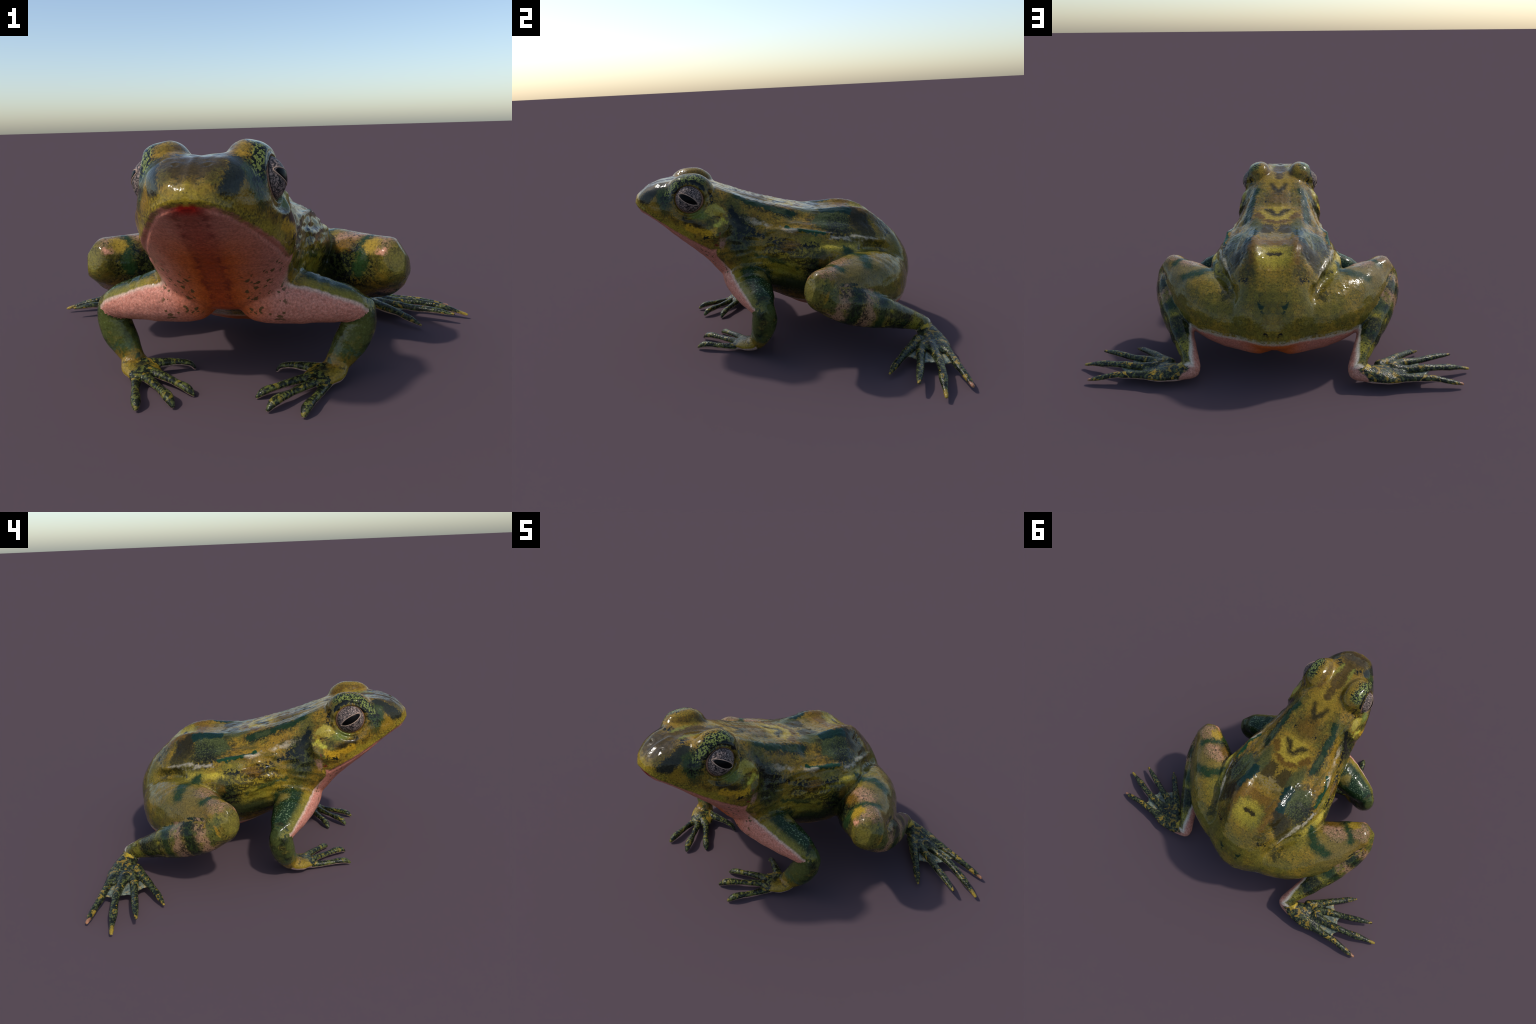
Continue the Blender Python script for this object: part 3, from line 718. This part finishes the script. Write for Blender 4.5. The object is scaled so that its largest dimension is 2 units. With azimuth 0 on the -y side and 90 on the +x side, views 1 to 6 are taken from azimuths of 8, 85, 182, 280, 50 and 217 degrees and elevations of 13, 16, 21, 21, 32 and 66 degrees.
def toe_web(a, b, ta, tb, dip):
    """thin curved skin between two toe axes, from the foot out to ta / tb along them, edge hollowed"""
    def axis(line):
        S = np.array(line); d = np.concatenate([[0], np.cumsum(np.linalg.norm(np.diff(S[:, :3], axis=0), axis=1))])
        return lambda t: cubic(d, S[:, :3], np.atleast_1d(t*d[-1]))[0]
    A, Bx = axis(a), axis(b); nu, nv = 12, 10
    top = []
    for i in range(nu + 1):
        u = i / nu
        for j in range(nv + 1):
            v = j / nv
            f = u * (1 - dip * math.sin(math.pi*v))
            p = A(.10 + (ta - .10)*f)*(1 - v) + Bx(.10 + (tb - .10)*f)*v
            p = p + np.array([0, 0, -.004 - .010*math.sin(math.pi*v) + .0015*math.sin(v*19)])
            top.append(p)
    n = len(top); th = np.array([0, 0, .0022])
    V = [p + th for p in top] + [p - th for p in top]; F = []
    w = nv + 1
    for i in range(nu):
        for j in range(nv):
            q = (i*w + j, i*w + j + 1, (i + 1)*w + j + 1, (i + 1)*w + j)
            F += [q, tuple(n + k for k in reversed(q))]
    ring = [j for j in range(w)] + [i*w + nv for i in range(1, nu + 1)] + [nu*w + j for j in range(nv - 1, -1, -1)] + [i*w for i in range(nu - 1, 0, -1)]
    for k in range(len(ring)):
        a0, b0 = ring[k], ring[(k + 1) % len(ring)]
        F.append((a0, n + a0, n + b0, b0))
    return V, F

def eye_frame():
    n = EYE_N; fwd = np.array([0, -1, .0]); u = fwd - n*(fwd @ n); u /= np.linalg.norm(u)
    v = np.cross(n, u); v = v if v[2] > 0 else -v
    a = math.radians(31)          # the slit dips towards the rear
    return n, math.cos(a)*u + math.sin(a)*v, -math.sin(a)*u + math.cos(a)*v

def slit(scale, t):
    """pointed-oval outline of the pupil"""
    return .052*scale*math.cos(t), (.0165 + .004*(scale - 1)*6)*math.copysign(abs(math.sin(t))**1.15, math.sin(t))

def on_eye(p, q, lift):
    n, u, v = eye_frame(); c = np.array(EYE_C)
    r = EYE_R + lift; h = math.sqrt(max(r*r - p*p - q*q, 1e-6))
    return c + n*h + u*p + v*q

def pupil_mesh():
    nr, na = 8, 48; V = [on_eye(0, 0, .0016)]; F = []
    for i in range(1, nr + 1):
        for j in range(na):
            x, y = slit(1, 2*math.pi*j/na); V.append(on_eye(x*i/nr, y*i/nr, .0016 if i < nr else -.002))
    for j in range(na): F.append((0, 1 + j, 1 + (j + 1) % na))
    for i in range(nr - 1):
        for j in range(na):
            k = (j + 1) % na; F.append((1 + i*na + j, 1 + (i + 1)*na + j, 1 + (i + 1)*na + k, 1 + i*na + k))
    return V, F

def rim_mesh():
    rings = []; na = 64
    for j in range(na):
        t = 2*math.pi*j/na; x, y = slit(1.05, t); c = on_eye(x, y, .0003)
        x2, y2 = slit(1.05, t + .02); d = on_eye(x2, y2, .0003) - c; d /= np.linalg.norm(d)
        o = c - np.array(EYE_C); o /= np.linalg.norm(o); s = np.cross(d, o)
        rings.append([c + .0019*(math.cos(a)*s + math.sin(a)*o) for a in np.linspace(0, 2*math.pi, 8, endpoint=False)])
    V = [p for r in rings for p in r]; F = []
    for i in range(na):
        for j in range(8):
            a, b = (i + 1) % na, (j + 1) % 8; F.append((i*8 + j, i*8 + b, a*8 + b, a*8 + j))
    return V, F

def build():
    root = link(bpy.data.objects.new('frog', None))
    root['label'] = 'crouching yellow-green frog with dark blotches and pink throat'
    root['category'] = 'frog'
    me, co, src, L, names = fused_body()
    E = mesh_edges(me)
    co = taubin(co, E, 22)
    digits = np.maximum(smooth01((.12 - co[:, 2]) / .05), 0)
    co = laplace(co, E, 1 - digits, 8)
    w = np.maximum.reduce([ball(co, c, a, b)*f for c, a, b, f in BLENDS])
    co = laplace(co, E, w, 30)
    co = sculpt(me, co)
    co = laplace(co, E, np.ones(len(co)), 2)
    co[:, 2] -= co[:, 2].min()
    N = vertex_normals(me, co)
    lab, head = label_vertices(co, E, src, L, names)
    ankle = [(B, ((.452, .668, .098), (.022, .03, .02)), (.400, .270, .020), dict(soft=.3)),
             (S, ([(.998, .555, .02), (.975, .560, .03)], .018), (.30, .20, .024), dict(soft=.6)),
             (S, ([(.94, .697, .02), (.925, .697, .026)], .014), (.38, .17, .09), dict(soft=.6))]
    palm = [(B, ((.372, -.175, .07), (.06, .04, .04)), (.210, .120, .014), dict(soft=.5, rag=2)),
            (B, ((.335, -.205, .06), (.025, .03, .03)), (.02, .022, .012), dict(soft=.5)),
            (B, ((.37, -.235, .03), (.05, .03, .03)), (.240, .160, .018), dict(soft=.5))]
    mats = {'forearm': forearm_skin(), 'shank': shank_skin(),
            'foot': digit_skin('foot_skin', (.014, .018, .012), (.075, .085, .028), (.250, .155, .020), .61, ankle, heel=True),
            'hand': digit_skin('hand_skin', (.030, .032, .012), (.130, .110, .020), (.260, .170, .020), .50, palm),
            'finger': digit_skin('finger_skin', (.014, .017, .010), (.095, .105, .026), (.16, .13, .02), .64)}
    mats['toe'] = digit_skin('toe_skin', (.014, .018, .012), (.080, .090, .028), (.270, .175, .022), .625, ankle)
    made, top = split(me, co, N, lab, head, names, mats, root)
    bpy.data.meshes.remove(me)
    web = web_skin(); iris = iris_skin(); black = plain('pupil_black', (.003, .003, .003), .30); pale = plain('pupil_rim_pale', (.480, .330, .240), .3)
    flip = lambda V: [np.array(p)*np.array([-1, 1, 1]) for p in V]
    for side in ('l', 'r'):
        for i, (ta, tb, dip) in enumerate(((.54, .45, .16), (.50, .43, .18), (.50, .53, .16))):
            V, F = toe_web(TOES[i], TOES[i + 1], ta, tb, dip)
            if side == 'r': V = flip(V)
            mesh_object('toe_web', V, F, web, top[('hindlimb', side)])
        parts = [ellipsoid(EYE_C, (EYE_R,)*3, nu=64, nv=40), pupil_mesh(), rim_mesh()]
        eye = None
        for (V, F), n, m in zip(parts, ('eye', 'pupil', 'pupil_rim'), (iris, black, pale)):
            if side == 'r': V = flip(V)
            ob = mesh_object(n, V, F, m, eye or root)
            eye = eye or ob
    return co

BLENDS = [((.15, -.26, .27), .06, .13, 1), ((.22, -.2, .38), .06, .16, 1), ((.22, .48, .42), .1, .24, 1), ((.12, .60, .16), .1, .2, 1),
          ((.58, .12, .36), .08, .14, .6), ((.48, -.12, .26), .05, .09, .5), ((.125, -.44, .79), .12, .17, .7), ((.06, -.36, .81), .05, .13, 1),
          ((.412, .66, .08), .04, .07, .6), ((.38, -.155, .07), .03, .06, .5)]
CO = build()
